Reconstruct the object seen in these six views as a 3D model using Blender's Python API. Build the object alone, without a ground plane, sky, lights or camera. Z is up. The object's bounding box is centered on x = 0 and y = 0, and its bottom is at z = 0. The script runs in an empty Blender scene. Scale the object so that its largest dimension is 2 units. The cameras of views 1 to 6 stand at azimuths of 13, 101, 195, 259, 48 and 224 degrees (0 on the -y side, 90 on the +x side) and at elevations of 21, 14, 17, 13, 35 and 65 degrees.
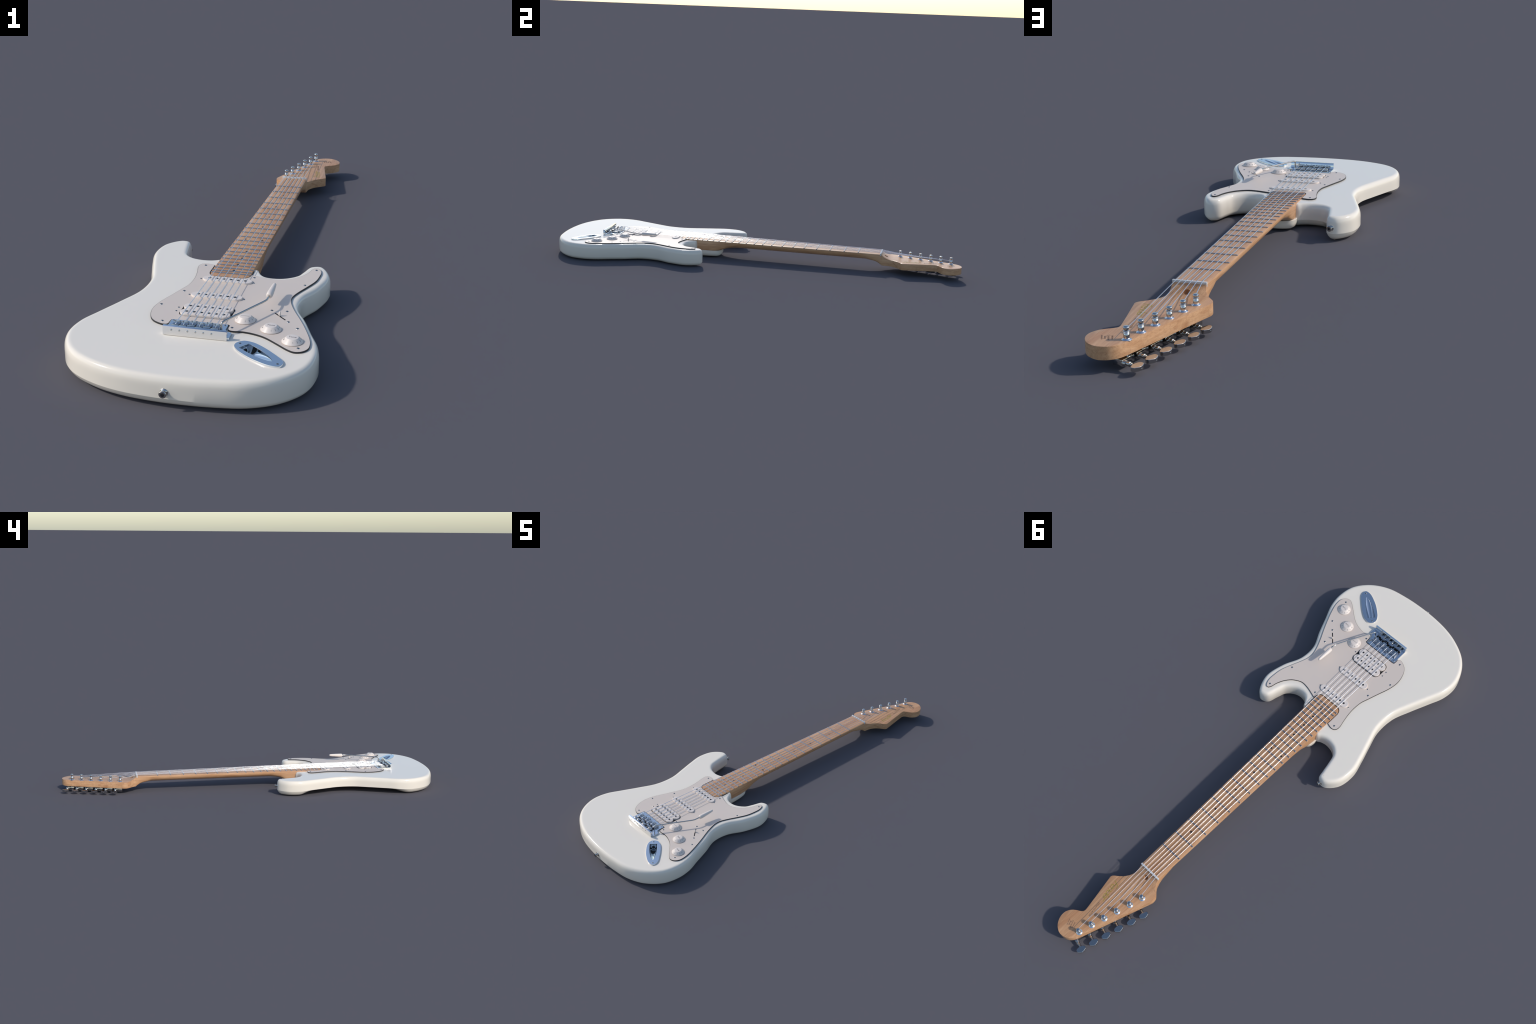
# Electric guitar lying on its back: white double-cutaway body, maple neck,
# white pickguard with two single coils and a double coil, chrome tremolo bridge.
import bpy, bmesh, math
from mathutils import Vector, Matrix
import numpy as np

PI = math.pi
CX = -0.0025                     # centre line of neck and pickups
Z_BODY, Z_GUARD, Z_BOARD = 0.0785, 0.0830, 0.0832
Z_HEAD_TOP, Z_HEAD_BOT = 0.0605, 0.0287

# ------------------------------------------------------------------ materials
def new_mat(name):
    m = bpy.data.materials.new(name); m.use_nodes = True
    nt = m.node_tree; b = nt.nodes['Principled BSDF']
    return m, nt, b

def plain(name, col, rough=0.4, metal=0.0, coat=0.0, var=0.0, scale=40.0, coat_rough=0.05, spec=0.5):
    m, nt, b = new_mat(name)
    b.inputs['Roughness'].default_value = rough
    b.inputs['Metallic'].default_value = metal
    b.inputs['Coat Weight'].default_value = coat
    b.inputs['Coat Roughness'].default_value = coat_rough
    b.inputs['Specular IOR Level'].default_value = spec
    if var > 0:
        tc = nt.nodes.new('ShaderNodeTexCoord'); n = nt.nodes.new('ShaderNodeTexNoise')
        n.inputs['Scale'].default_value = scale; n.inputs['Detail'].default_value = 3
        r = nt.nodes.new('ShaderNodeValToRGB')
        r.color_ramp.elements[0].position = 0.3; r.color_ramp.elements[1].position = 0.7
        r.color_ramp.elements[0].color = tuple(c * (1 - var) for c in col) + (1,)
        r.color_ramp.elements[1].color = tuple(min(1, c * (1 + var)) for c in col) + (1,)
        nt.links.new(tc.outputs['Object'], n.inputs['Vector'])
        nt.links.new(n.outputs['Fac'], r.inputs['Fac'])
        nt.links.new(r.outputs['Color'], b.inputs['Base Color'])
    else:
        b.inputs['Base Color'].default_value = tuple(col) + (1,)
    return m

def maple(name, light, mid, dark):
    """Flat-sawn maple: long streaks along the neck plus fine pores."""
    m, nt, b = new_mat(name); N = nt.nodes; L = nt.links
    tc = N.new('ShaderNodeTexCoord')
    mp = N.new('ShaderNodeMapping'); mp.inputs['Scale'].default_value = (26, 2.6, 34)
    n1 = N.new('ShaderNodeTexNoise'); n1.inputs['Scale'].default_value = 1.6
    n1.inputs['Detail'].default_value = 5; n1.inputs['Roughness'].default_value = 0.6
    n1.inputs['Distortion'].default_value = 1.2
    r1 = N.new('ShaderNodeValToRGB'); e = r1.color_ramp.elements
    e[0].position = 0.30; e[0].color = dark + (1,)
    e[1].position = 0.72; e[1].color = light + (1,)
    k = r1.color_ramp.elements.new(0.5); k.color = mid + (1,)
    mp2 = N.new('ShaderNodeMapping'); mp2.inputs['Scale'].default_value = (420, 22, 420)
    n2 = N.new('ShaderNodeTexNoise'); n2.inputs['Scale'].default_value = 1.0; n2.inputs['Detail'].default_value = 2
    r2 = N.new('ShaderNodeValToRGB'); f = r2.color_ramp.elements
    f[0].position = 0.34; f[0].color = (0.80, 0.76, 0.72, 1); f[1].position = 0.52; f[1].color = (1, 1, 1, 1)
    mx = N.new('ShaderNodeMix'); mx.data_type = 'RGBA'; mx.blend_type = 'MULTIPLY'; mx.inputs[0].default_value = 0.7
    for a_ in (mp, mp2): L.new(tc.outputs['Object'], a_.inputs['Vector'])
    L.new(mp.outputs[0], n1.inputs['Vector']); L.new(mp2.outputs[0], n2.inputs['Vector'])
    L.new(n1.outputs['Fac'], r1.inputs['Fac']); L.new(n2.outputs['Fac'], r2.inputs['Fac'])
    L.new(r1.outputs['Color'], mx.inputs[6]); L.new(r2.outputs['Color'], mx.inputs[7])
    L.new(mx.outputs[2], b.inputs['Base Color'])
    b.inputs['Roughness'].default_value = 0.42
    b.inputs['Coat Weight'].default_value = 0.12; b.inputs['Coat Roughness'].default_value = 0.2
    return m

M_WHITE = plain('white_lacquer', (0.872, 0.785, 0.662), 0.13, spec=0.33)  # white tinted cream to cancel the blue skylight on it
M_GUARD = plain('white_plastic_sheet', (0.70, 0.59, 0.50), 0.45)  # base warmed too, offsetting the bluish ambient light
M_PLAST = plain('white_plastic', (0.77, 0.67, 0.59), 0.4)
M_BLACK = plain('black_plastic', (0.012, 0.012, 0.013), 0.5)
M_CHROME = plain('chrome', (0.78, 0.79, 0.80), 0.09, metal=1)
M_NICKEL = plain('nickel_steel', (0.60, 0.60, 0.58), 0.16, metal=1)
M_FRET = plain('fret_wire', (0.44, 0.44, 0.44), 0.28, metal=1)  # grey lowered to carry the dark sky reflection on the frets
M_TUNER = plain('tuner_nickel', (0.50, 0.485, 0.455), 0.10, metal=1)
M_POST = plain('post_chrome', (0.56, 0.56, 0.55), 0.06, metal=1)  # chrome toned down for the dark reflections on the posts
M_SADDLE = plain('saddle_steel', (0.48, 0.48, 0.48), 0.12, metal=1)
M_STRING = plain('string_steel', (0.85, 0.86, 0.88), 0.18, metal=1)
M_POLE = plain('dark_pole_metal', (0.022, 0.023, 0.026), 0.3)
M_INLAY = plain('black_dot', (0.02, 0.02, 0.022), 0.4)
M_NUT = plain('bone', (0.62, 0.60, 0.57), 0.45, var=0.05, scale=90)
M_MAPLE = maple('maple', (0.68, 0.395, 0.212), (0.59, 0.320, 0.160), (0.47, 0.225, 0.102))
M_GOLD = plain('gold_ink', (0.36, 0.26, 0.04), 0.5)
M_INK = plain('dark_ink', (0.10, 0.075, 0.06), 0.6)
M_GREYINK = plain('grey_ink', (0.22, 0.205, 0.195), 0.6)

# ------------------------------------------------------------------ helpers
COL = bpy.context.scene.collection
ROOT = bpy.data.objects.new('electric_guitar', None)
COL.objects.link(ROOT)
ROOT['label'] = 'white electric guitar with maple neck lying flat'
ROOT['category'] = 'electric guitar'

def add_obj(name, mesh, parent=ROOT, mats=(), smooth=35):
    # smooth: sharp-edge angle in degrees; 180 keeps the edges as marked
    o = bpy.data.objects.new(name, mesh); COL.objects.link(o)
    o.parent = parent
    for m in mats: mesh.materials.append(m)
    if smooth is not None:
        mesh.shade_smooth()
        if smooth < 180: mesh.set_sharp_from_angle(angle=math.radians(smooth))
    return o

def bm_mesh(bm, name):
    bmesh.ops.recalc_face_normals(bm, faces=bm.faces)
    me = bpy.data.meshes.new(name); bm.to_mesh(me); bm.free(); return me

def spline(P, m=8, closed=True):
    """Centripetal Catmull-Rom through control points."""
    P = np.asarray(P, float); n = len(P); out = []
    Q = (lambda i: P[i % n]) if closed else (lambda i: P[min(max(i, 0), n - 1)] if 0 <= i < n else (2*P[0]-P[1] if i < 0 else 2*P[-1]-P[-2]))
    for i in range(n if closed else n - 1):
        p0, p1, p2, p3 = Q(i-1), Q(i), Q(i+1), Q(i+2)
        t0 = 0; t1 = t0 + np.linalg.norm(p1-p0)**.5; t2 = t1 + np.linalg.norm(p2-p1)**.5; t3 = t2 + np.linalg.norm(p3-p2)**.5
        for k in range(m):
            t = t1 + (t2-t1)*k/m
            a1 = (t1-t)/(t1-t0)*p0+(t-t0)/(t1-t0)*p1; a2 = (t2-t)/(t2-t1)*p1+(t-t1)/(t2-t1)*p2; a3 = (t3-t)/(t3-t2)*p2+(t-t2)/(t3-t2)*p3
            b1 = (t2-t)/(t2-t0)*a1+(t-t0)/(t2-t0)*a2; b2 = (t3-t)/(t3-t1)*a2+(t-t1)/(t3-t1)*a3
            out.append((t2-t)/(t2-t1)*b1+(t-t1)/(t2-t1)*b2)
    if not closed: out.append(P[-1])
    return np.array(out)

def inward(O):
    T = np.roll(O, -1, 0) - np.roll(O, 1, 0); T /= np.linalg.norm(T, axis=1)[:, None] + 1e-12
    N = np.stack([-T[:, 1], T[:, 0]], 1)
    A = 0.5*np.sum(O[:, 0]*np.roll(O[:, 1], -1) - np.roll(O[:, 0], -1)*O[:, 1])
    return N if A > 0 else -N

def rings(bm, R):
    V = [[bm.verts.new(p) for p in ring] for ring in R]
    for a, b in zip(V[:-1], V[1:]):
        n = len(a)
        for i in range(n): bm.faces.new((a[i], a[(i+1) % n], b[(i+1) % n], b[i]))
    return V

def fill_loops(bm, loops, up=(0, 0, 1)):
    """Planar fill of an outer vertex loop with holes."""
    ed = []
    for l in loops:
        for i in range(len(l)):
            e = bm.edges.get((l[i], l[(i+1) % len(l)])) or bm.edges.new((l[i], l[(i+1) % len(l)])); ed.append(e)
    return bmesh.ops.triangle_fill(bm, edges=ed, use_beauty=True, use_dissolve=False, normal=up)['geom']

def slab(name, loops, z0, z1, bevel=0.0008, mats=(M_CHROME,), side_mat=0, parent=ROOT, smooth=35):
    """Sheet with holes: outlines extruded from z0 to z1, top edge chamfered."""
    bm = bmesh.new(); tops = []; bots = []
    for j, O in enumerate(loops):
        O = np.asarray(O, float); N = inward(O) * (1 if j == 0 else -1)
        layers = [(O, z0), (O, z1-bevel), (O+N*bevel*0.3, z1-bevel*0.3), (O+N*bevel, z1), (O+N*(bevel+0.0003), z1)]
        V = rings(bm, [[(x, y, z) for x, y in L_] for L_, z in layers])
        tops.append(V[-1]); bots.append(V[0])
    for f in bm.faces: f.material_index = side_mat
    for l in (tops, bots):
        for g in fill_loops(bm, l):
            if isinstance(g, bmesh.types.BMFace): g.material_index = 0
    return add_obj(name, bm_mesh(bm, name), parent, mats, smooth)

def spun(name, prof, seg=32, loc=(0, 0, 0), axis=(0, 0, 1), mats=(M_CHROME,), parent=ROOT, smooth=35, mesh_only=False):
    """Solid of revolution from (radius, height) points."""
    bm = bmesh.new(); R = []
    for r, h in prof:
        R.append([(r*math.cos(2*PI*i/seg), r*math.sin(2*PI*i/seg), h) for i in range(seg)])
    V = rings(bm, R)
    bm.faces.new(V[0][::-1]); bm.faces.new(V[-1])
    me = bm_mesh(bm, name)
    if mesh_only:
        for m in mats: me.materials.append(m)
        me.shade_smooth(); me.set_sharp_from_angle(angle=math.radians(smooth)); return me
    o = add_obj(name, me, parent, mats, smooth)
    q = Vector((0, 0, 1)).rotation_difference(Vector(axis).normalized())
    o.matrix_local = Matrix.Translation(loc) @ q.to_matrix().to_4x4()
    return o

def instance(name, me, mat, parent=ROOT):
    o = bpy.data.objects.new(name, me); COL.objects.link(o); o.parent = parent; o.matrix_local = mat; return o

def box_bm(bm, x0, x1, y0, y1, z0, z1, bevel=0.0, seg=2):
    r = bmesh.ops.create_cube(bm, size=1.0)
    vs = r['verts']
    bmesh.ops.scale(bm, vec=(x1-x0, y1-y0, z1-z0), verts=vs)
    bmesh.ops.translate(bm, vec=((x0+x1)/2, (y0+y1)/2, (z0+z1)/2), verts=vs)
    if bevel > 0:
        es = list({e for v in vs for e in v.link_edges})
        bmesh.ops.bevel(bm, geom=es, offset=bevel, segments=seg, affect='EDGES', profile=0.5)
    return vs

def box(name, b, bevel=0.0008, mats=(M_CHROME,), parent=ROOT, seg=2):
    bm = bmesh.new(); box_bm(bm, *b, bevel=bevel, seg=seg)
    return add_obj(name, bm_mesh(bm, name), parent, mats)

def tube(name, pts, r, mats, parent=ROOT, seg=10, m=6, smooth_path=True):
    """Round bar along a path; r is a number or a list per control point."""
    P = np.asarray(pts, float)
    rr = np.full(len(P), r) if np.isscalar(r) else np.asarray(r, float)
    if smooth_path:
        n = len(P)
        S = spline(P, m, False)
        rr = np.interp(np.linspace(0, n-1, len(S)), np.arange(n), rr); P = S
    bm = bmesh.new(); R = []; up = None
    for i, p in enumerate(P):
        t = Vector(P[min(i+1, len(P)-1)] - P[max(i-1, 0)]).normalized()
        if up is None: up = t.orthogonal().normalized()
        up = (up - t*up.dot(t)).normalized(); s = t.cross(up)
        R.append([tuple(Vector(p) + (up*math.cos(2*PI*k/seg) + s*math.sin(2*PI*k/seg))*float(rr[i])) for k in range(seg)])
    V = rings(bm, R); bm.faces.new(V[0][::-1]); bm.faces.new(V[-1])
    return add_obj(name, bm_mesh(bm, name), parent, mats, 50)

def stadium(cx, cy, hx, hy, n=12, p=1.0):
    """Long oval: straight sides, round ends of depth hy*p."""
    pts = []
    for s in (1, -1):
        for i in range(n+1):
            a = -PI/2 + PI*i/n
            pts.append((cx + s*((hx-hy*p) + hy*p*math.cos(a)), cy + s*hy*math.sin(a)))
    return np.array(pts)

def lettering(name, s, size, mat, M, parent, depth=0.0002, shear=0.0, spacing=1.0, offset=0.0):
    c = bpy.data.curves.new(name, 'FONT'); c.body = s; c.size = size; c.extrude = depth
    c.align_x = 'CENTER'; c.align_y = 'CENTER'; c.shear = shear; c.space_character = spacing; c.offset = offset
    c.resolution_u = 3
    t = bpy.data.objects.new(name, c); COL.objects.link(t)
    me = bpy.data.meshes.new_from_object(t.evaluated_get(bpy.context.evaluated_depsgraph_get()))
    me.name = name
    bpy.data.objects.remove(t); bpy.data.curves.remove(c)
    me.materials.clear(); me.materials.append(mat)
    o = bpy.data.objects.new(name, me); COL.objects.link(o); o.parent = parent; o.matrix_local = M
    return o

# ------------------------------------------------------------------ body
BODY = [(-0.0480, -0.9838), (0.0258, -0.9862), (0.1036, -0.9813), (0.1863, -0.9653), (0.2567, -0.9250), (0.3043, -0.8649),
        (0.3185, -0.7973), (0.3106, -0.7342), (0.2841, -0.6679), (0.2573, -0.6002), (0.2252, -0.5280), (0.2260, -0.4551),
        (0.2573, -0.3788), (0.2709, -0.2905), (0.2361, -0.2211), (0.2010, -0.2302), (0.1849, -0.2756), (0.1726, -0.3087),
        (0.1398, -0.3338), (0.1065, -0.3374), (0.0865, -0.3290), (0.0718, -0.3112), (0.0650, -0.2990), (0.0480, -0.2930),
        (0.0000, -0.2650), (-0.0450, -0.2390), (-0.0680, -0.2320), (-0.0837, -0.2399), (-0.1032, -0.2448), (-0.1249, -0.2438),
        (-0.1483, -0.2358), (-0.1696, -0.2151), (-0.1801, -0.1760), (-0.1870, -0.1382), (-0.1956, -0.1068), (-0.2256, -0.1025),
        (-0.2675, -0.1453), (-0.2787, -0.2166), (-0.2633, -0.2861), (-0.2431, -0.3536), (-0.2238, -0.4261), (-0.2270, -0.5111),
        (-0.2557, -0.5894), (-0.2871, -0.6646), (-0.3131, -0.7313), (-0.3177, -0.7990), (-0.2953, -0.8636), (-0.2553, -0.9129),
        (-0.1876, -0.9526), (-0.1212, -0.9737)]

JACK = spline([(0.2431, -0.8778), (0.2322, -0.8812), (0.2134, -0.8785), (0.1880, -0.8667), (0.1639, -0.8521), (0.1362, -0.8290),
               (0.1227, -0.8142), (0.1140, -0.7980), (0.1142, -0.7841), (0.1215, -0.7726), (0.1332, -0.7661), (0.1537, -0.7696),
               (0.1739, -0.7811), (0.2017, -0.8041), (0.2210, -0.8230), (0.2368, -0.8393), (0.2444, -0.8508), (0.2479, -0.8647)], 4)
J0, J1 = Vector((0.1365, -0.7925)), Vector((0.2200, -0.8580))     # long axis of the jack well
JU = (J1-J0).normalized(); JV = Vector((-JU.y, JU.x))

def jack_well(s=1.0, n=10, back=0.0, front=0.0):
    """Boat-shaped opening: square at the socket end, pointed-round at the other."""
    L = (J1-J0).length; h = 0.0158*s; pts = []
    side = [(0.0+back, 1.0), (0.25, 1.0), (0.45, 0.95), (0.65, 0.80), (0.82, 0.55), (0.94, 0.28), (1.0-front, 0.0)]
    S = spline([(a*L, b*h) for a, b in side], 3, False)
    c = np.concatenate([S, S[-2::-1]*np.array([1, -1])])
    return np.array([[J0.x+JU.x*a+JV.x*b, J0.y+JU.y*a+JV.y*b] for a, b in c])

def build_body():
    O = spline(BODY, 7); N = inward(O); n = len(O)
    rt, ht = 0.0174, 0.0285
    x, y = O[:, 0], O[:, 1]
    # rounding fades out where the neck crosses the edge
    k = 0.30 + 0.70*np.clip((np.hypot(x-0.02, y+0.275)-0.045)/0.05, 0, 1)
    ease = lambda a, b, v: (lambda t: t*t*(3-2*t))(np.clip((v-a)/(b-a), 0, 1))
    waist = ease(-0.205, -0.30, y)*ease(-0.80, -0.68, y)*(x < -0.15)      # belly carve on the bass side
    treble = ease(0.0, 0.12, x)*ease(-1.0, -0.93, y)
    # lower edge profiles: (inset, height) from the side wall to the back
    bass_p = [(0, .0250), (.004, .0165), (.010, .0090), (.018, .0035), (.028, .0008)]
    treb_p = [(0, .0200), (.003, .0130), (.008, .0075), (.015, .0032), (.025, .0008)]
    belly_p = [(0, .0280), (.006, .0268), (.020, .0234), (.045, .0170), (.085, .0050)]
    R = []
    for (i0, h0), (i1, h1), (i2, h2) in zip(bass_p, treb_p, belly_p):
        i = ((1-treble)*i0+treble*i1)*(1-waist)+waist*i2; h = ((1-treble)*h0+treble*h1)*(1-waist)+waist*h2
        R.insert(0, (O+N*(i*k)[:, None], h))
    for a in np.linspace(0.0, PI/2, 14):
        R.append((O+N*(rt*k*(1-math.cos(a)**(2/2.6)))[:, None], np.full(n, Z_BODY-ht+ht*math.sin(a)**(2/2.6))))
    R.append((O+N*(rt*k+0.0015)[:, None], np.full(n, Z_BODY)))
    bm = bmesh.new()
    V = rings(bm, [[(px, py, pz) for (px, py), pz in zip(xy, zz)] for xy, zz in R])
    hole = [bm.verts.new((x, y, Z_BODY)) for x, y in jack_well(1.06)]
    fill_loops(bm, [V[-1], hole]); fill_loops(bm, [V[0]])
    # heel ledge under the neck
    H = spline([(0.058, -0.330), (0.0565, -0.290), (0.0540, -0.250), (0.0490, -0.216), (0.0410, -0.193), (0.025, -0.180), (-0.010, -0.177), (-0.040, -0.182),
                (-0.060, -0.194), (-0.0675, -0.212), (-0.0670, -0.240), (-0.067, -0.290), (-0.067, -0.330)], 5)
    Hn = inward(H)
    prof = [(0.018, 0.0025), (0.009, 0.0050), (0.004, 0.0095), (0.001, 0.017), (0.0, 0.022), (0.0, 0.0325), (0.001, 0.0335)]
    W = rings(bm, [[(x, y, z) for x, y in H+Hn*i] for i, z in prof])
    bm.faces.new(W[0][::-1]); bm.faces.new(W[-1])
    bmesh.ops.recalc_face_normals(bm, faces=bm.faces)
    for e in bm.edges: e.smooth = e.is_manifold and e.calc_face_angle(0) < math.radians(40)
    wall = V[4]                                    # crease where the side wall meets the lower chamfer
    for i in range(n):
        if x[i] < 0.06: bm.edges.get((wall[i], wall[(i+1) % n])).smooth = False
    return add_obj('body', bm_mesh(bm, 'body'), ROOT, (M_WHITE,), 180)

body = build_body()
box('back_cover_plate', (-0.075, 0.075, -0.86, -0.50, 0.0, 0.0045), 0.0012, (M_PLAST,), body)

# ------------------------------------------------------------------ neck and headstock
BASS_EDGE = [(-0.3780, -0.0645), (-0.300, -0.0640), (-0.180, -0.0622), (-0.087, -0.0605), (0.000, -0.0590), (0.100, -0.0575), (0.200, -0.0560), (0.300, -0.0548), (0.400, -0.0535), (0.500, -0.0520),
             (0.600, -0.0507), (0.616, -0.0507), (0.6220, -0.0515), (0.6315, -0.0548), (0.6438, -0.0635), (0.6560, -0.0755), (0.6640, -0.0825), (0.6720, -0.0850), (0.6830, -0.0855), (0.6920, -0.0830),
             (0.7070, -0.0775), (0.7858, -0.0488), (0.8851, -0.0133), (0.9557, 0.0122), (0.9700, 0.0180), (0.9800, 0.0240), (0.9880, 0.0315), (0.9940, 0.0410), (0.9975, 0.0520), (0.9990, 0.0660)]
TREB_EDGE = [(-0.3780, 0.0520), (-0.300, 0.0510), (-0.180, 0.0495), (-0.087, 0.0480), (0.000, 0.0470), (0.100, 0.0460), (0.200, 0.0448), (0.300, 0.0437), (0.400, 0.0425), (0.500, 0.0410),
             (0.600, 0.0396), (0.616, 0.0392), (0.6300, 0.0385), (0.6453, 0.0392), (0.6580, 0.0415), (0.6691, 0.0460), (0.6872, 0.0580), (0.7017, 0.0730), (0.7130, 0.0880), (0.7190, 0.0935),
             (0.7260, 0.0950), (0.7330, 0.0938), (0.8688, 0.0675), (0.8760, 0.0670), (0.8821, 0.0684), (0.8899, 0.0755), (0.8974, 0.0882), (0.9093, 0.1035), (0.9257, 0.1140), (0.9400, 0.1167),
             (0.9560, 0.1145), (0.9670, 0.1100), (0.9760, 0.1045), (0.9850, 0.0965), (0.9920, 0.0865), (0.9970, 0.0760), (0.9990, 0.0660)]
TOP_Z = [(-0.38, Z_BOARD), (0.6170, Z_BOARD), (0.6180, 0.0815), (0.6215, 0.0775), (0.6280, 0.0725), (0.6350, 0.0685), (0.6430, 0.0648), (0.6510, 0.0622), (0.6600, 0.0609), (0.6700, Z_HEAD_TOP), (1.0, Z_HEAD_TOP)]
BOT_Z = [(-0.38, 0.0330), (-0.205, 0.0330), (-0.190, 0.0340), (-0.175, 0.0375), (-0.155, 0.0430), (-0.135, 0.0468), (-0.110, 0.0486), (-0.06, 0.0490), (0.20, 0.0486), (0.50, 0.0484), (0.560, 0.0482),
         (0.5800, 0.0465), (0.5944, 0.0430), (0.6062, 0.0375), (0.6150, 0.0328), (0.6215, 0.0287), (0.6230, Z_HEAD_BOT), (1.0, Z_HEAD_BOT)]
# how round the back of the neck is (1 = D-shaped, 0 = square block)
ROUND = [(-0.38, 0.0), (-0.23, 0.0), (-0.20, 0.25), (-0.15, 0.85), (-0.10, 1.0), (0.54, 1.0), (0.60, 0.55), (0.622, 0.05), (0.64, 0.0), (1.0, 0.0)]
lin = lambda T, y: float(np.interp(y, [a for a, _ in T], [b for _, b in T]))

def edge_curve(T):
    S = spline([(a, b) for a, b in T], 6, False)
    o = np.argsort(S[:, 0], kind='stable'); return S[o]
EB, ET = edge_curve(BASS_EDGE), edge_curve(TREB_EDGE)
ebx = lambda y: float(np.interp(y, EB[:, 0], EB[:, 1]))
etx = lambda y: float(np.interp(y, ET[:, 0], ET[:, 1]))

def neck_section(y):
    xb, xt, zt, zb, rd = ebx(y), etx(y), lin(TOP_Z, y), lin(BOT_Z, y), lin(ROUND, y)
    # rounded corners at the body end of the fingerboard
    e = max(0.0, (-0.3545 - y)/0.0235)
    if e > 0:
        c = 0.021*(1-math.sqrt(max(0, 1-min(1, e)**2))); xb += c; xt -= c
    c = 0.5*(xb+xt); h = 0.5*(xt-xb); b = min(0.0009, h*0.3)
    P = [(xb+b, zt), (xb+0.3*b, zt-0.3*b), (xb, zt-b)]
    zs = zt - min(0.0072, 0.35*(zt-zb))           # side wall before the back curve starts
    zs = zs*rd + (zb+0.0025)*(1-rd)
    n = 18
    pw = 2.0*rd + 9.0*(1-rd)
    for i in range(n+1):
        a = PI*i/n
        ca, sa = math.cos(a), math.sin(a)
        x = c - h*math.copysign(abs(ca)**(2/pw), ca); z = zs - (zs-zb)*abs(sa)**(2/pw)
        P.append((x, z))
    P += [(xt, zt-b), (xt-0.3*b, zt-0.3*b), (xt-b, zt)]
    m = 6
    P += [(xt-b + (xb+b-xt+b)*j/m, zt) for j in range(1, m)]
    return [(x, y, z) for x, z in P]

def build_neck():
    ys = set(np.round(np.concatenate([
        -0.378 + 0.0235*(1-np.cos(np.linspace(0, PI/2, 9))), np.linspace(-0.35, -0.22, 6), np.linspace(-0.215, -0.09, 16), np.linspace(-0.06, 0.52, 12),
        np.linspace(0.54, 0.6165, 16), [0.6170, 0.6180, 0.6200], np.linspace(0.6215, 0.735, 46), np.linspace(0.75, 0.86, 6), np.linspace(0.866, 0.96, 34),
        0.96 + 0.0389*np.sin(np.linspace(0.03, PI/2, 22))]), 5))
    ys = sorted(ys)
    bm = bmesh.new()
    V = rings(bm, [neck_section(y) for y in ys])
    bm.faces.new(V[0][::-1]); bm.faces.new(V[-1])
    me = bm_mesh(bm, 'neck_whole')
    whole = bpy.data.objects.new('neck_whole', me); COL.objects.link(whole)
    # truss rod access hole bored into the slope behind the nut
    bc = bmesh.new()
    bmesh.ops.create_uvsphere(bc, u_segments=28, v_segments=18, radius=1.0,
                              matrix=Matrix.Translation((-0.0062, 0.6365, 0.0655)) @ Matrix.Rotation(math.radians(35), 4, 'X') @ Matrix.Diagonal((0.0092, 0.0135, 0.0090, 1)))
    cut = bpy.data.objects.new('cutter', bm_mesh(bc, 'cutter')); COL.objects.link(cut)
    md = whole.modifiers.new('hole', 'BOOLEAN'); md.object = cut; md.operation = 'DIFFERENCE'; md.solver = 'EXACT'
    dg = bpy.context.evaluated_depsgraph_get()
    m2 = bpy.data.meshes.new_from_object(whole.evaluated_get(dg))
    bpy.data.objects.remove(whole); bpy.data.objects.remove(cut)
    m2.shade_smooth(); m2.set_sharp_from_angle(angle=math.radians(32))
    cn = [tuple(c.vector) for c in m2.corner_normals]
    vs = [tuple(v.co) for v in m2.vertices]
    parts = {'neck': [], 'headstock': []}
    for p in m2.polygons:
        parts['headstock' if p.center.y > 0.6172 else 'neck'].append(p)
    out = {}
    for nm, ps in parts.items():
        idx = {}; faces = []; norms = []
        for p in ps:
            f = []
            for li in p.loop_indices:
                v = m2.loops[li].vertex_index; f.append(idx.setdefault(v, len(idx))); norms.append(cn[li])
            faces.append(f)
        me3 = bpy.data.meshes.new(nm)
        me3.from_pydata([vs[v] for v in idx], [], faces); me3.shade_smooth()
        me3.normals_split_custom_set(norms)
        me3.materials.append(M_MAPLE)
        o = bpy.data.objects.new(nm, me3); COL.objects.link(o); o.parent = ROOT; out[nm] = o
    return out['neck'], out['headstock']

neck, head = build_neck()

# frets: low domed bars across the board
FRET_Y = [0.5046, 0.4366, 0.3677, 0.3020, 0.2409, 0.1865, 0.1323, 0.0802, 0.0350, -0.0070, -0.0473, -0.0835, -0.1190, -0.1526,
          -0.1845, -0.2141, -0.2422, -0.2688, -0.2936, -0.3170, -0.3386, -0.3548]
for y in FRET_Y:
    bm = bmesh.new()
    prof = [(0.0024, 0.0), (0.0024, 0.0018), (0.0019, 0.0026), (0.0010, 0.0030), (-0.0010, 0.0030), (-0.0019, 0.0026), (-0.0024, 0.0018), (-0.0024, 0.0)]
    xb, xt = neck_section(y)[2][0]+0.0006, etx(y)-0.0006
    R = [[(x, y+u, Z_BOARD-0.0004+v*s) for u, v in prof] for x, s in ((xb, 0.55), (xb+0.0012, 1), (xt-0.0012, 1), (xt, 0.55))]
    V = [[bm.verts.new(p) for p in r] for r in R]
    for a, b in zip(V[:-1], V[1:]):
        for i in range(len(a)-1): bm.faces.new((a[i], a[i+1], b[i+1], b[i]))
    bm.faces.new(V[0]); bm.faces.new(V[-1])
    add_obj('fret', bm_mesh(bm, 'fret'), neck, (M_FRET,), 25)

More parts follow.
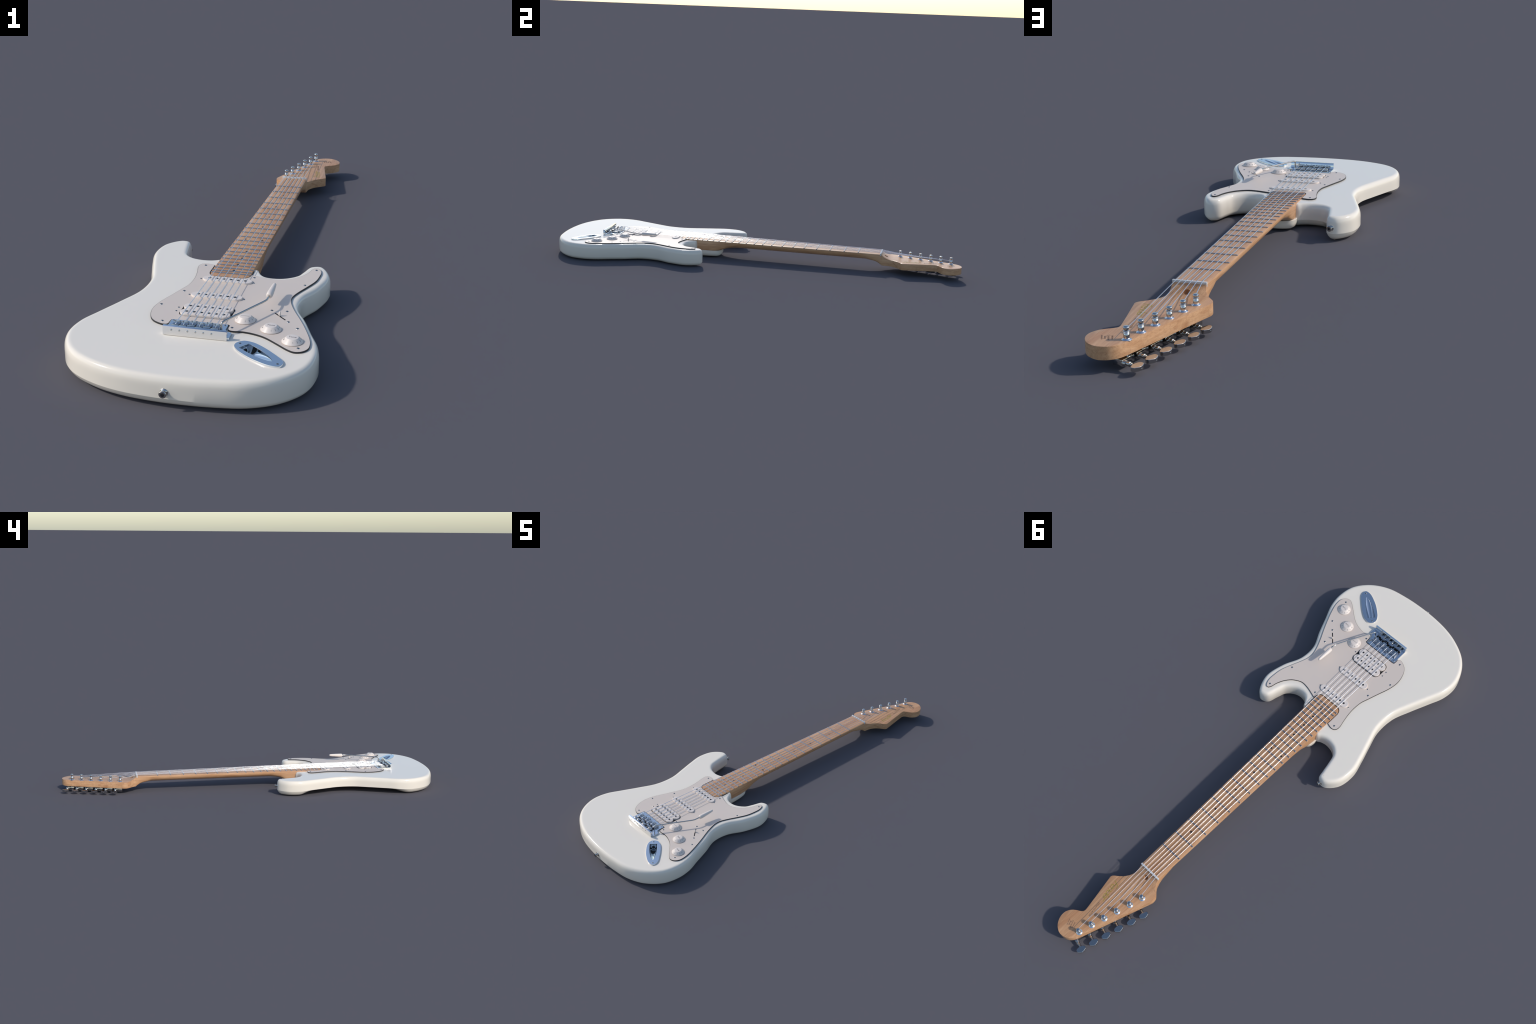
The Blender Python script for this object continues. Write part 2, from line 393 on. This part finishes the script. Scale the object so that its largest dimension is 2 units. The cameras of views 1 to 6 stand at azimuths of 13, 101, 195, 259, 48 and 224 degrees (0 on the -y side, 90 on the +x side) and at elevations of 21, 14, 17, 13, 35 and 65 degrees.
dot = spun('inlay_dot', [(0.0040, -0.001), (0.0040, 0.0003), (0.0036, 0.0004)], 20, mats=(M_INLAY,), mesh_only=True)
for x, y in [(-0.0030, 0.3982), (-0.0030, 0.2681), (-0.0030, 0.1579), (-0.0030, 0.0564), (0.0213, -0.0660), (-0.0320, -0.0660),
             (-0.0030, -0.1700), (-0.0028, -0.2282), (-0.0028, -0.2815), (-0.0030, -0.3279)]:
    instance('inlay_dot', dot, Matrix.Translation((x, y, Z_BOARD)), neck)

nut = box('nut', (-0.0508, 0.0400, 0.6100, 0.6168, 0.0760, 0.0888), 0.0008, (M_NUT,))

# ------------------------------------------------------------------ pickguard
def guard_outline():
    A = spline([(0.0545, -0.3482), (0.0720, -0.3543), (0.1042, -0.3640), (0.1342, -0.3671), (0.1545, -0.3600), (0.1763, -0.3454), (0.1959, -0.3205), (0.2085, -0.2924), (0.2150, -0.2659), (0.2215, -0.2562),
                (0.2290, -0.2555), (0.2368, -0.2640), (0.2435, -0.2851), (0.2435, -0.3155), (0.2390, -0.3519), (0.2220, -0.4003), (0.2055, -0.4416), (0.1962, -0.4747), (0.1970, -0.5014), (0.2055, -0.5312),
                (0.2210, -0.5687), (0.2430, -0.6142), (0.2680, -0.6719), (0.2875, -0.7270), (0.2920, -0.7529), (0.2917, -0.7700), (0.2868, -0.7830), (0.2765, -0.7940), (0.2610, -0.7980), (0.2430, -0.7895),
                (0.2120, -0.7640), (0.1740, -0.7345), (0.1430, -0.7215), (0.1146, -0.7168), (0.0938, -0.7195), (0.0840, -0.7185), (0.0775, -0.7130), (0.0758, -0.7020), (0.0755, -0.6930)], 4, False)
    B = np.array([(0.0752, -0.6890), (0.0722, -0.6868), (-0.0737, -0.6868), (-0.0768, -0.6890), (-0.0775, -0.6950)])
    C = spline([(-0.0780, -0.7110), (-0.0810, -0.7165), (-0.0880, -0.7186), (-0.1000, -0.7155), (-0.1180, -0.7050), (-0.1320, -0.6880), (-0.1425, -0.6600), (-0.1465, -0.6280), (-0.1405, -0.5870), (-0.1230, -0.5330), (-0.1100, -0.4920),
                (-0.0998, -0.4590), (-0.0968, -0.4205), (-0.0990, -0.3861), (-0.1055, -0.3491), (-0.1112, -0.3215), (-0.1100, -0.3060), (-0.1034, -0.2962), (-0.0899, -0.2927), (-0.0665, -0.2990)], 4, False)
    g = 0.0016                                                # dark gap around the neck end
    D = [(-0.0650-g, -0.3545)]
    D += [(-0.0440-(0.0205+g)*math.cos(a), -0.3550-(0.0235+g)*math.sin(a)) for a in np.linspace(0.15, PI/2, 8)]
    D += [(0.0318+(0.0200+g)*math.sin(a), -0.3550-(0.0235+g)*math.cos(a)) for a in np.linspace(0, PI/2-0.05, 8)]
    return np.concatenate([A, B, C, np.array(D)])

def rrect(x0, x1, y0, y1, r, n=6):
    pts = []
    for cx, cy, a0 in ((x1-r, y1-r, 0), (x0+r, y1-r, PI/2), (x0+r, y0+r, PI), (x1-r, y0+r, 1.5*PI)):
        pts += [(cx+r*math.cos(a0+PI/2*i/n), cy+r*math.sin(a0+PI/2*i/n)) for i in range(n+1)]
    return np.array(pts)

GO = guard_outline()
HB_OPEN = rrect(-0.0695, 0.0668, -0.6610, -0.5845, 0.0185)
SWX, SWY = np.array((0.2062, -0.6260)), np.array((0.1718, -0.5896))
sd = (SWY-SWX)/np.linalg.norm(SWY-SWX); sn = np.array((-sd[1], sd[0]))
SLOT = np.array([SWX+sn*0.0011, SWX-sn*0.0011, SWY-sn*0.0011, SWY+sn*0.0011])
guard = slab('pickguard', [GO, HB_OPEN, SLOT], Z_BODY-0.001, Z_GUARD, 0.0007, (M_GUARD, M_BLACK), side_mat=1)
slab('pickup_opening_dark_plate', [rrect(-0.0690, 0.0663, -0.6605, -0.5850, 0.0180)], Z_BODY-0.001, Z_BODY+0.0006, 0.0001, (M_BLACK,), parent=guard)  # no cavity is cut; black sheet paints the opening's dark inside
slab('switch_slot_floor', [np.array([SWX+sn*0.003, SWX-sn*0.003, SWY-sn*0.003, SWY+sn*0.003])], Z_BODY-0.001, Z_BODY+0.0006, 0.0001, (M_BLACK,), parent=guard)
# black plate on the body top, drawing the shadow in the neck gap
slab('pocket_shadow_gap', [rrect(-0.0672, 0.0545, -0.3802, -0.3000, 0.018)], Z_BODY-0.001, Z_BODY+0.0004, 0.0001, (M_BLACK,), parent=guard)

# round-head cross-slot screws
def screw_mesh(r, name='screw'):
    bm = bmesh.new(); seg = 20
    prof = [(r, -0.0015), (r, 0.0002), (r*0.88, 0.0007), (r*0.60, 0.0012), (r*0.25, 0.0014)]
    V = rings(bm, [[(a*math.cos(2*PI*i/seg), a*math.sin(2*PI*i/seg), h) for i in range(seg)] for a, h in prof])
    bm.faces.new(V[0][::-1]); bm.faces.new(V[-1])
    for rot in (0, PI/2):
        q = Matrix.Rotation(rot+0.5, 4, 'Z')
        vs = box_bm(bm, -r*0.62, r*0.62, -r*0.11, r*0.11, 0.0008, 0.00155)
        bmesh.ops.transform(bm, matrix=q, verts=vs)
        for f in {f for v in vs for f in v.link_faces}: f.material_index = 1
    me = bm_mesh(bm, name); me.materials.append(M_TUNER); me.materials.append(M_BLACK)
    me.shade_smooth(); me.set_sharp_from_angle(angle=math.radians(50)); return me

scr = screw_mesh(0.0042); scr_s = screw_mesh(0.0032, 'small_screw')
for i, (x, y) in enumerate([(0.2670, -0.7775), (0.2268, -0.2725), (0.2139, -0.3897), (-0.0924, -0.3080), (-0.1322, -0.6020), (-0.0982, -0.7009), (-0.0989, -0.5032),
                            (0.0661, -0.3682), (0.2000, -0.5725), (0.2453, -0.6687), (0.0847, -0.7011), (0.1602, -0.5755), (0.2155, -0.6358)]):
    instance('screw', scr, Matrix.Translation((x, y, Z_GUARD)) @ Matrix.Rotation(i*1.3, 4, 'Z'), guard)
for i, (x, y) in enumerate([(-0.0782, -0.4080), (0.0734, -0.4075), (-0.0783, -0.5240), (0.0734, -0.5240), (-0.0812, -0.6122), (-0.0813, -0.6350), (0.0747, -0.6233)]):
    instance('screw', scr_s, Matrix.Translation((x, y, Z_GUARD)) @ Matrix.Rotation(i*0.9, 4, 'Z'), guard)

# ------------------------------------------------------------------ pickups
pole = spun('pole_piece', [(0.0044, -0.002), (0.0044, 0.0002), (0.0041, 0.0004)], 20, mats=(M_POLE,), mesh_only=True)
def pickup(name, cy, hx, hy, z0, z1, endp, pxs):
    p = slab(name, [stadium(CX+0.0008, cy, hx, hy, 14, endp)], z0, z1, 0.0012, (M_PLAST,))
    for x in pxs: instance('pole_piece', pole, Matrix.Translation((x, cy, z1)), p)
    return p
PX = [-0.0525+0.0203*i for i in range(6)]
pickup('single_coil_pickup', -0.4080, 0.0705, 0.0165, Z_GUARD-0.001, 0.0880, 1.25, PX)
pickup('single_coil_pickup', -0.5248, 0.0705, 0.0165, Z_GUARD-0.001, 0.0880, 1.25, PX)
PH = [-0.0510+0.0197*i for i in range(6)]
pickup('humbucker_coil', -0.6050, 0.0665, 0.0172, Z_BODY, 0.0880, 1.0, PH)
pickup('humbucker_coil', -0.6405, 0.0665, 0.0172, Z_BODY, 0.0880, 1.0, PH)

# ------------------------------------------------------------------ knobs
kprof = [(0.0262, 0.0), (0.0266, 0.0004), (0.0266, 0.0016), (0.0262, 0.0022), (0.0160, 0.0112), (0.0152, 0.0120), (0.0140, 0.0123)]
kme = spun('knob', kprof, 48, mats=(M_PLAST,), mesh_only=True, smooth=30)
KZ = Z_GUARD+0.0006
for (x, y), word in (((0.1068, -0.6515), 'bar'), ((0.1820, -0.6907), 'Tone'), ((0.2470, -0.7450), 'Tone')):
    k = instance('knob', kme, Matrix.Translation((x, y, KZ)))
    spun('knob_gap_dark_disc', [(0.020, -0.001), (0.020, 0.001)], 24, (0, 0, -0.0004), mats=(M_BLACK,), parent=k)  # black disc in the slight dark gap under the skirt
    if word == 'bar':
        box('pointer_line', (-0.0115, 0.0115, -0.0006, 0.0006, 0.0121, 0.0125), 0, (M_GREYINK,), k)
    else:
        lettering('knob_lettering', word, 0.0098, M_GREYINK, Matrix.Translation((0, 0, 0.0124)) @ Matrix.Rotation(math.radians(-4), 4, 'Z'), k)
    slope = math.atan2(0.0090, 0.0102)
    for d in range(1, 11):
        a = math.radians(-90+13+30.2*(d-1))
        M = Matrix.Rotation(a, 4, 'Z') @ Matrix.Translation((0.0212, 0, 0.0067)) @ Matrix.Rotation(slope, 4, 'Y') @ Matrix.Rotation(PI/2, 4, 'Z')
        lettering('knob_numeral', str(d), 0.0066, M_GREYINK, M, k)

# selector switch
sw = spun('selector_switch', [(0.0012, -0.004), (0.0014, 0.0015), (0.0030, 0.0022), (0.0034, 0.0040), (0.0022, 0.0105), (0.0010, 0.0138), (0.0004, 0.0142)], 16,
          (0.1868, -0.6050, Z_GUARD), (0.05, 0.03, 1), (M_PLAST,))

# ------------------------------------------------------------------ jack plate
jp = slab('jack_plate', [JACK, jack_well(1.0)], Z_BODY-0.0005, Z_GUARD+0.0006, 0.0007, (M_CHROME,))
def build_well():
    """Trough under the opening, deep at the socket wall, running out at the tip."""
    L = (J1-J0).length; zt = Z_GUARD+0.0002
    W = spline([(0, 1.0), (0.25, 1.0), (0.45, 0.95), (0.65, 0.80), (0.82, 0.55), (0.94, 0.28), (1.0, 0.02)], 4, False)
    bm = bmesh.new(); V = []
    for t, w in W:
        h = 0.0158*w; d = 0.025*(1-t)**0.75*(0.35+0.65*min(1, w))+0.0004
        V.append([bm.verts.new((J0.x+JU.x*t*L+JV.x*h*math.cos(a), J0.y+JU.y*t*L+JV.y*h*math.cos(a), zt-d*math.sin(a)**0.75)) for a in np.linspace(0, PI, 17)])
    for p, q in zip(V[:-1], V[1:]):
        for i in range(16): bm.faces.new((p[i], p[i+1], q[i+1], q[i]))
    bm.faces.new(V[0])
    me = bm_mesh(bm, 'jack_well')
    return add_obj('jack_well', me, jp, (M_CHROME,), 45)
build_well()
ax = Vector((JU.x, JU.y, 0.10)).normalized()
base = Vector((J0.x+JU.x*0.002, J0.y+JU.y*0.002, 0.0700))
spun('jack_socket', [(0.0102, -0.003), (0.0102, 0.003), (0.0092, 0.0042), (0.0068, 0.0042), (0.0064, 0.001), (0.0060, 0.0005)], 28, base, ax, (M_NICKEL,), jp)
spun('jack_socket_bore', [(0.0058, 0.0), (0.0058, 0.0016)], 24, base, ax, (M_BLACK,), jp)
for x, y in ((0.1254, -0.7834), (0.2355, -0.8688)):
    instance('screw', scr, Matrix.Translation((x, y, Z_GUARD)) @ Matrix.Rotation(x*9, 4, 'Z'), jp)

# ------------------------------------------------------------------ bridge
PL = [(-0.0700, -0.6885), (0.0670, -0.6885), (0.0715, -0.6902), (0.0733, -0.6945), (0.0733, -0.7190), (0.0760, -0.7265), (0.0830, -0.7305), (0.0905, -0.7320), (0.0925, -0.7350),
      (0.0925, -0.7640), (-0.0750, -0.7640), (-0.0760, -0.6945), (-0.0742, -0.6900)]
bridge = slab('bridge_plate', [PL], Z_BODY-0.0005, 0.0848, 0.0012, (M_CHROME,))
bm = bmesh.new()
LP = [(-0.7600, 0.0846), (-0.7612, 0.0870), (-0.7625, 0.0930), (-0.7628, 0.1025), (-0.7640, 0.1040), (-0.7700, 0.1042), (-0.7716, 0.1030), (-0.7716, 0.0830), (-0.7710, 0.0795), (-0.7660, 0.0785), (-0.7600, 0.0785)]
XS = [(-0.0742, 0.97), (-0.0736, 1.0), (0.0878, 1.0), (0.0886, 0.97)]
V = [[bm.verts.new((x, -0.766+(y+0.766)*s, 0.092+(z-0.092)*s)) for y, z in LP] for x, s in XS]
for a, b in zip(V[:-1], V[1:]):
    for i in range(len(a)): bm.faces.new((a[i], a[(i+1) % len(a)], b[(i+1) % len(a)], b[i]))
bm.faces.new(V[0]); bm.faces.new(V[-1])
lip = add_obj('bridge_back_wall', bm_mesh(bm, 'bridge_back_wall'), bridge, (M_CHROME,), 40)
SX = [-0.0522, -0.0316, -0.0108, 0.0094, 0.0295, 0.0502]
for x in SX:
    spun('adjustment_screw_head', [(0.0028, -0.002), (0.0028, 0.0004), (0.0018, 0.0010)], 16, (x, -0.7717, 0.0946), (0, -1, 0), (M_SADDLE,), lip)
for x, y in ((0.0655, -0.6960), (-0.0685, -0.6960)):
    instance('screw', scr_s, Matrix.Translation((x, y, 0.0846)), bridge)
slab('saddle_gap_dark_strip', [[(-0.0625, -0.7440), (0.0600, -0.7440), (0.0600, -0.7300), (-0.0625, -0.7300)]], 0.0840, 0.0853, 0.0001, (M_BLACK,), parent=bridge)  # black strip giving the dark gaps behind the saddle blocks
SADDLE_Y = [-0.7238, -0.7238, -0.7180, -0.7247, -0.7182, -0.7222]
for x, ys in zip(SX, SADDLE_Y):
    dy = ys+0.7220
    bm = bmesh.new(); h = 0.0094
    box_bm(bm, x-h, x+h, -0.7320+dy, -0.7070+dy, 0.0852, 0.0926, 0.0010)           # front block
    box_bm(bm, x-0.0026, x+0.0026, -0.7290+dy, -0.7175+dy, 0.0920, 0.0940, 0.0008)       # string seat
    box_bm(bm, x-h, x+h, -0.7490+dy, -0.7405+dy, 0.0870, 0.0962, 0.0010)                 # upright back tab
    box_bm(bm, x-0.0016, x+0.0016, -0.7410+dy, -0.7315+dy, 0.0860, 0.0905, 0.0004)       # web between them
    sdl = add_obj('string_saddle', bm_mesh(bm, 'string_saddle'), bridge, (M_SADDLE,), 40)
    for sx in (-1, 1):
        spun('height_screw', [(0.0019, -0.007), (0.0019, 0.0006), (0.0013, 0.0010)], 12, (x+sx*0.0062, -0.7125+dy, 0.0938), mats=(M_NICKEL,), parent=sdl)
    tube('intonation_screw', [(x, -0.7630, 0.0925), (x, -0.7440+dy, 0.0925)], 0.0014, (M_NICKEL,), sdl, 8, smooth_path=False)
    # coil spring round the screw
    n = 60; L0, L1 = -0.7625, -0.7505+dy
    tube('saddle_spring', [(x+0.0027*math.cos(2*PI*5*i/n), L0+(L1-L0)*i/n, 0.0925+0.0027*math.sin(2*PI*5*i/n)) for i in range(n+1)], 0.0006, (M_NICKEL,), sdl, 6, smooth_path=False)

arm = tube('tremolo_arm', [(0.0665, -0.7362, 0.0840), (0.0665, -0.7362, 0.0960), (0.0667, -0.7360, 0.1060), (0.0690, -0.7325, 0.1108), (0.0740, -0.7235, 0.1120), (0.1060, -0.6600, 0.1124),
                           (0.1385, -0.5955, 0.1124), (0.1445, -0.5825, 0.1124), (0.1466, -0.5740, 0.1124), (0.1468, -0.5400, 0.1120)], 0.0026, (M_TUNER,), bridge, 14, 6)
spun('arm_collar', [(0.0052, 0.0), (0.0052, 0.0018), (0.0042, 0.0030)], 20, (0.0665, -0.7362, 0.0846), mats=(M_CHROME,), parent=bridge)
g0, g1 = Vector((0.1467, -0.5500, 0.1116)), Vector((0.1467, -0.4750, 0.1152))
gl = (g1-g0).length
spun('arm_grip', [(0.0035, 0.0), (0.0068, 0.0006), (0.0084, 0.0035), (0.0090, 0.0090), (0.0088, 0.0180), (0.0078, 0.0360), (0.0064, 0.0580), (0.0054, gl-0.006), (0.0046, gl-0.0022), (0.0026, gl-0.0003), (0.001, gl)],
     28, g0, g1-g0, (M_PLAST,), arm, 60)

# ------------------------------------------------------------------ tuners
POST = [(0.0195, 0.9466), (0.0058, 0.8980), (-0.0088, 0.8497), (-0.0233, 0.8001), (-0.0388, 0.7503), (-0.0528, 0.7014)]
PTOP = [0.0925, 0.0915, 0.0905, 0.0895, 0.0890, 0.0885]
ld = (Vector(POST[0])-Vector(POST[5])).normalized(); pd = Vector((-ld.y, ld.x))        # along the row / outward past the edge
frame = Matrix(((pd.x, ld.x, 0, 0), (pd.y, ld.y, 0, 0), (0, 0, 1, 0), (0, 0, 0, 1)))    # local x = outward, y = towards tip
frame_det_fix = frame.to_3x3().determinant()

def tuner_meshes():
    bush = spun('tuner_bushing', [(0.0112, -0.001), (0.0114, 0.0008), (0.0106, 0.0018), (0.0082, 0.0026), (0.0070, 0.0042), (0.0070, 0.0060), (0.0060, 0.0066)], 28, mats=(M_CHROME,), mesh_only=True)
    # housing: rounded gear case with a mounting ear
    bm = bmesh.new()
    box_bm(bm, -0.0180, 0.0095, -0.0110, 0.0300, 0.0085, 0.0240, 0.0008)
    bmesh.ops.create_cone(bm, cap_ends=True, segments=20, radius1=0.0085, radius2=0.0085, depth=0.0060, matrix=Matrix.Translation((0, 0, 0.0262)))
    case = bm_mesh(bm, 'tuner_housing'); case.materials.append(M_TUNER); case.shade_smooth(); case.set_sharp_from_angle(angle=math.radians(35))
    # worm shaft: fat bearing, open waist, collars
    shaft = spun('tuner_shaft', [(0.0074, 0.006), (0.0074, 0.0150), (0.0068, 0.0162), (0.0046, 0.0168), (0.0044, 0.0218), (0.0056, 0.0224), (0.0058, 0.0256), (0.0048, 0.0264), (0.0034, 0.0270), (0.0034, 0.0284), (0.0044, 0.0290), (0.0044, 0.0306), (0.0030, 0.0312), (0.0030, 0.0380)], 24, mats=(M_TUNER,), mesh_only=True)
    # button: flattened six-cornered key, thick at the stem, thin at the rim
    bm = bmesh.new()
    out = [(0.0335, -0.004), (0.0365, -0.0130), (0.0395, -0.0168), (0.0440, -0.0178), (0.0490, -0.0165), (0.0550, -0.0070), (0.0566, 0.0),
           (0.0550, 0.0070), (0.0490, 0.0165), (0.0440, 0.0178), (0.0395, 0.0168), (0.0365, 0.0130), (0.0335, 0.004)]
    O = np.array(out); Nn = inward(O)
    def th(p): return 0.0052
    lay = [(0.0012, -1.0), (0.0, -0.80), (0.0, 0.86), (0.0007, 1.0)]
    V = rings(bm, [[(p[0], p[1], s*th(p)) for p in O+Nn*i] for i, s in lay])
    bm.faces.new(V[0][::-1]); bm.faces.new(V[-1])
    bmesh.ops.create_uvsphere(bm, u_segments=10, v_segments=8, radius=0.0014, matrix=Matrix.Translation((0.0562, 0, 0)))
    btn = bm_mesh(bm, 'tuner_button'); btn.materials.append(M_TUNER); btn.shade_smooth(); btn.set_sharp_from_angle(angle=math.radians(24))
    return bush, case, shaft, btn
bush, case, shaft, btn = tuner_meshes()
for (x, y), zt in zip(POST, PTOP):
    h = zt - 0.0660
    post = spun('tuner_post', [(0.0066, -0.004), (0.0069, 0.0), (0.0076, 0.12*h), (0.0076, 0.24*h), (0.0066, 0.36*h), (0.0054, 0.45*h), (0.0052, 0.50*h), (0.0070, 0.53*h), (0.0072, 0.56*h), (0.0070, 0.59*h), (0.0050, 0.62*h), (0.0050, 0.68*h),
                               (0.0062, 0.74*h), (0.0072, 0.81*h), (0.0073, 0.90*h), (0.0064, 0.96*h), (0.0044, 1.0*h)], 28, (x, y, 0.0660), mats=(M_POST,), parent=head, smooth=60)
    T = Matrix.Translation((x, y, 0))
    instance('tuner_bushing', bush, Matrix.Translation((x, y, Z_HEAD_TOP)), head)
    hs = instance('tuner_housing', case, T @ frame, head)
    sm = frame @ Matrix.Translation((0, 0.0230, 0.0160)) @ Matrix.Rotation(PI/2, 4, 'Y')
    instance('tuner_shaft', shaft, T @ sm, head)
    instance('tuner_button', btn, T @ frame @ Matrix.Translation((0.0018, 0.0237, 0.0142)) @ Matrix.Rotation(math.radians(0), 4, 'Y'), head)

# ------------------------------------------------------------------ strings
NUTX = [-0.0392, -0.0250, -0.0112, 0.0018, 0.0158, 0.0291]
for i in range(6):
    sx, sy = SX[i], SADDLE_Y[i]
    px, py = POST[5-i]; pz = PTOP[5-i]-0.0135
    r = 0.00112-0.00006*i
    pts = [(sx, sy-0.0100, 0.0862), (sx, sy-0.0060, 0.0935), (sx, sy-0.0010, 0.0952), (sx, sy+0.003, 0.0952), (NUTX[i], 0.6080, 0.0893), (NUTX[i], 0.6140, 0.0892), (px+0.0062, py-0.004, pz)]
    tube('string', pts, r, (M_STRING,), ROOT, 8, smooth_path=False)
    # windings on the post
    n = 42
    tube('string_winding', [(px+0.0058*math.cos(2*PI*2.5*k/n-0.6), py+0.0058*math.sin(2*PI*2.5*k/n-0.6), pz-0.0035*k/n) for k in range(n+1)], r*0.9, (M_STRING,), head, 6, smooth_path=False)

# ------------------------------------------------------------------ strap buttons
sprof = [(0.0098, -0.006), (0.0098, 0.0010), (0.0088, 0.0022), (0.0058, 0.0036), (0.0054, 0.0075), (0.0078, 0.0092), (0.0092, 0.0108), (0.0092, 0.0125), (0.0078, 0.0138), (0.0048, 0.0138)]
for loc, ax_ in (((-0.0035, -0.9862, 0.0420), (0, -1, 0)), ((-0.2078, -0.1040, 0.0432), (0.30, 0.95, 0))):
    s = spun('strap_button', sprof, 28, loc, ax_, (M_TUNER,))
    spun('strap_button_end_dark_disc', [(0.0046, 0.012), (0.0046, 0.0139), (0.0040, 0.0142)], 20, (0, 0, 0), (0, 0, 1), (M_BLACK,), s)

# ------------------------------------------------------------------ lettering on the headstock
td = Vector((-0.16, 0.987)).normalized()
ang = math.atan2(td.y, td.x)
zl = Z_HEAD_TOP+0.0001
R = Matrix.Rotation(ang, 4, 'Z')
lettering('script_logo', 'Fender', 0.0370, M_GOLD, Matrix.Translation((0.0555, 0.7610, zl)) @ R, head, 0.0001, shear=0.45, spacing=0.80, offset=-0.0004)
lettering('model_lettering', 'STRATOCASTER', 0.0085, M_INK, Matrix.Translation((0.0450, 0.8520, zl)) @ R, head, 0.0001)
R2 = Matrix.Rotation(ang+0.25, 4, 'Z')
for j, (w, s) in enumerate((('ORIGINAL', 0.0055), ('Contour', 0.0085), ('Body', 0.0085), ('PATENTED', 0.0050))):
    lettering('stamp_lettering', w, s, M_INK, Matrix.Translation((0.0550+0.0078*j, 0.9440+0.0015*j, zl)) @ R2, head, 0.0001)
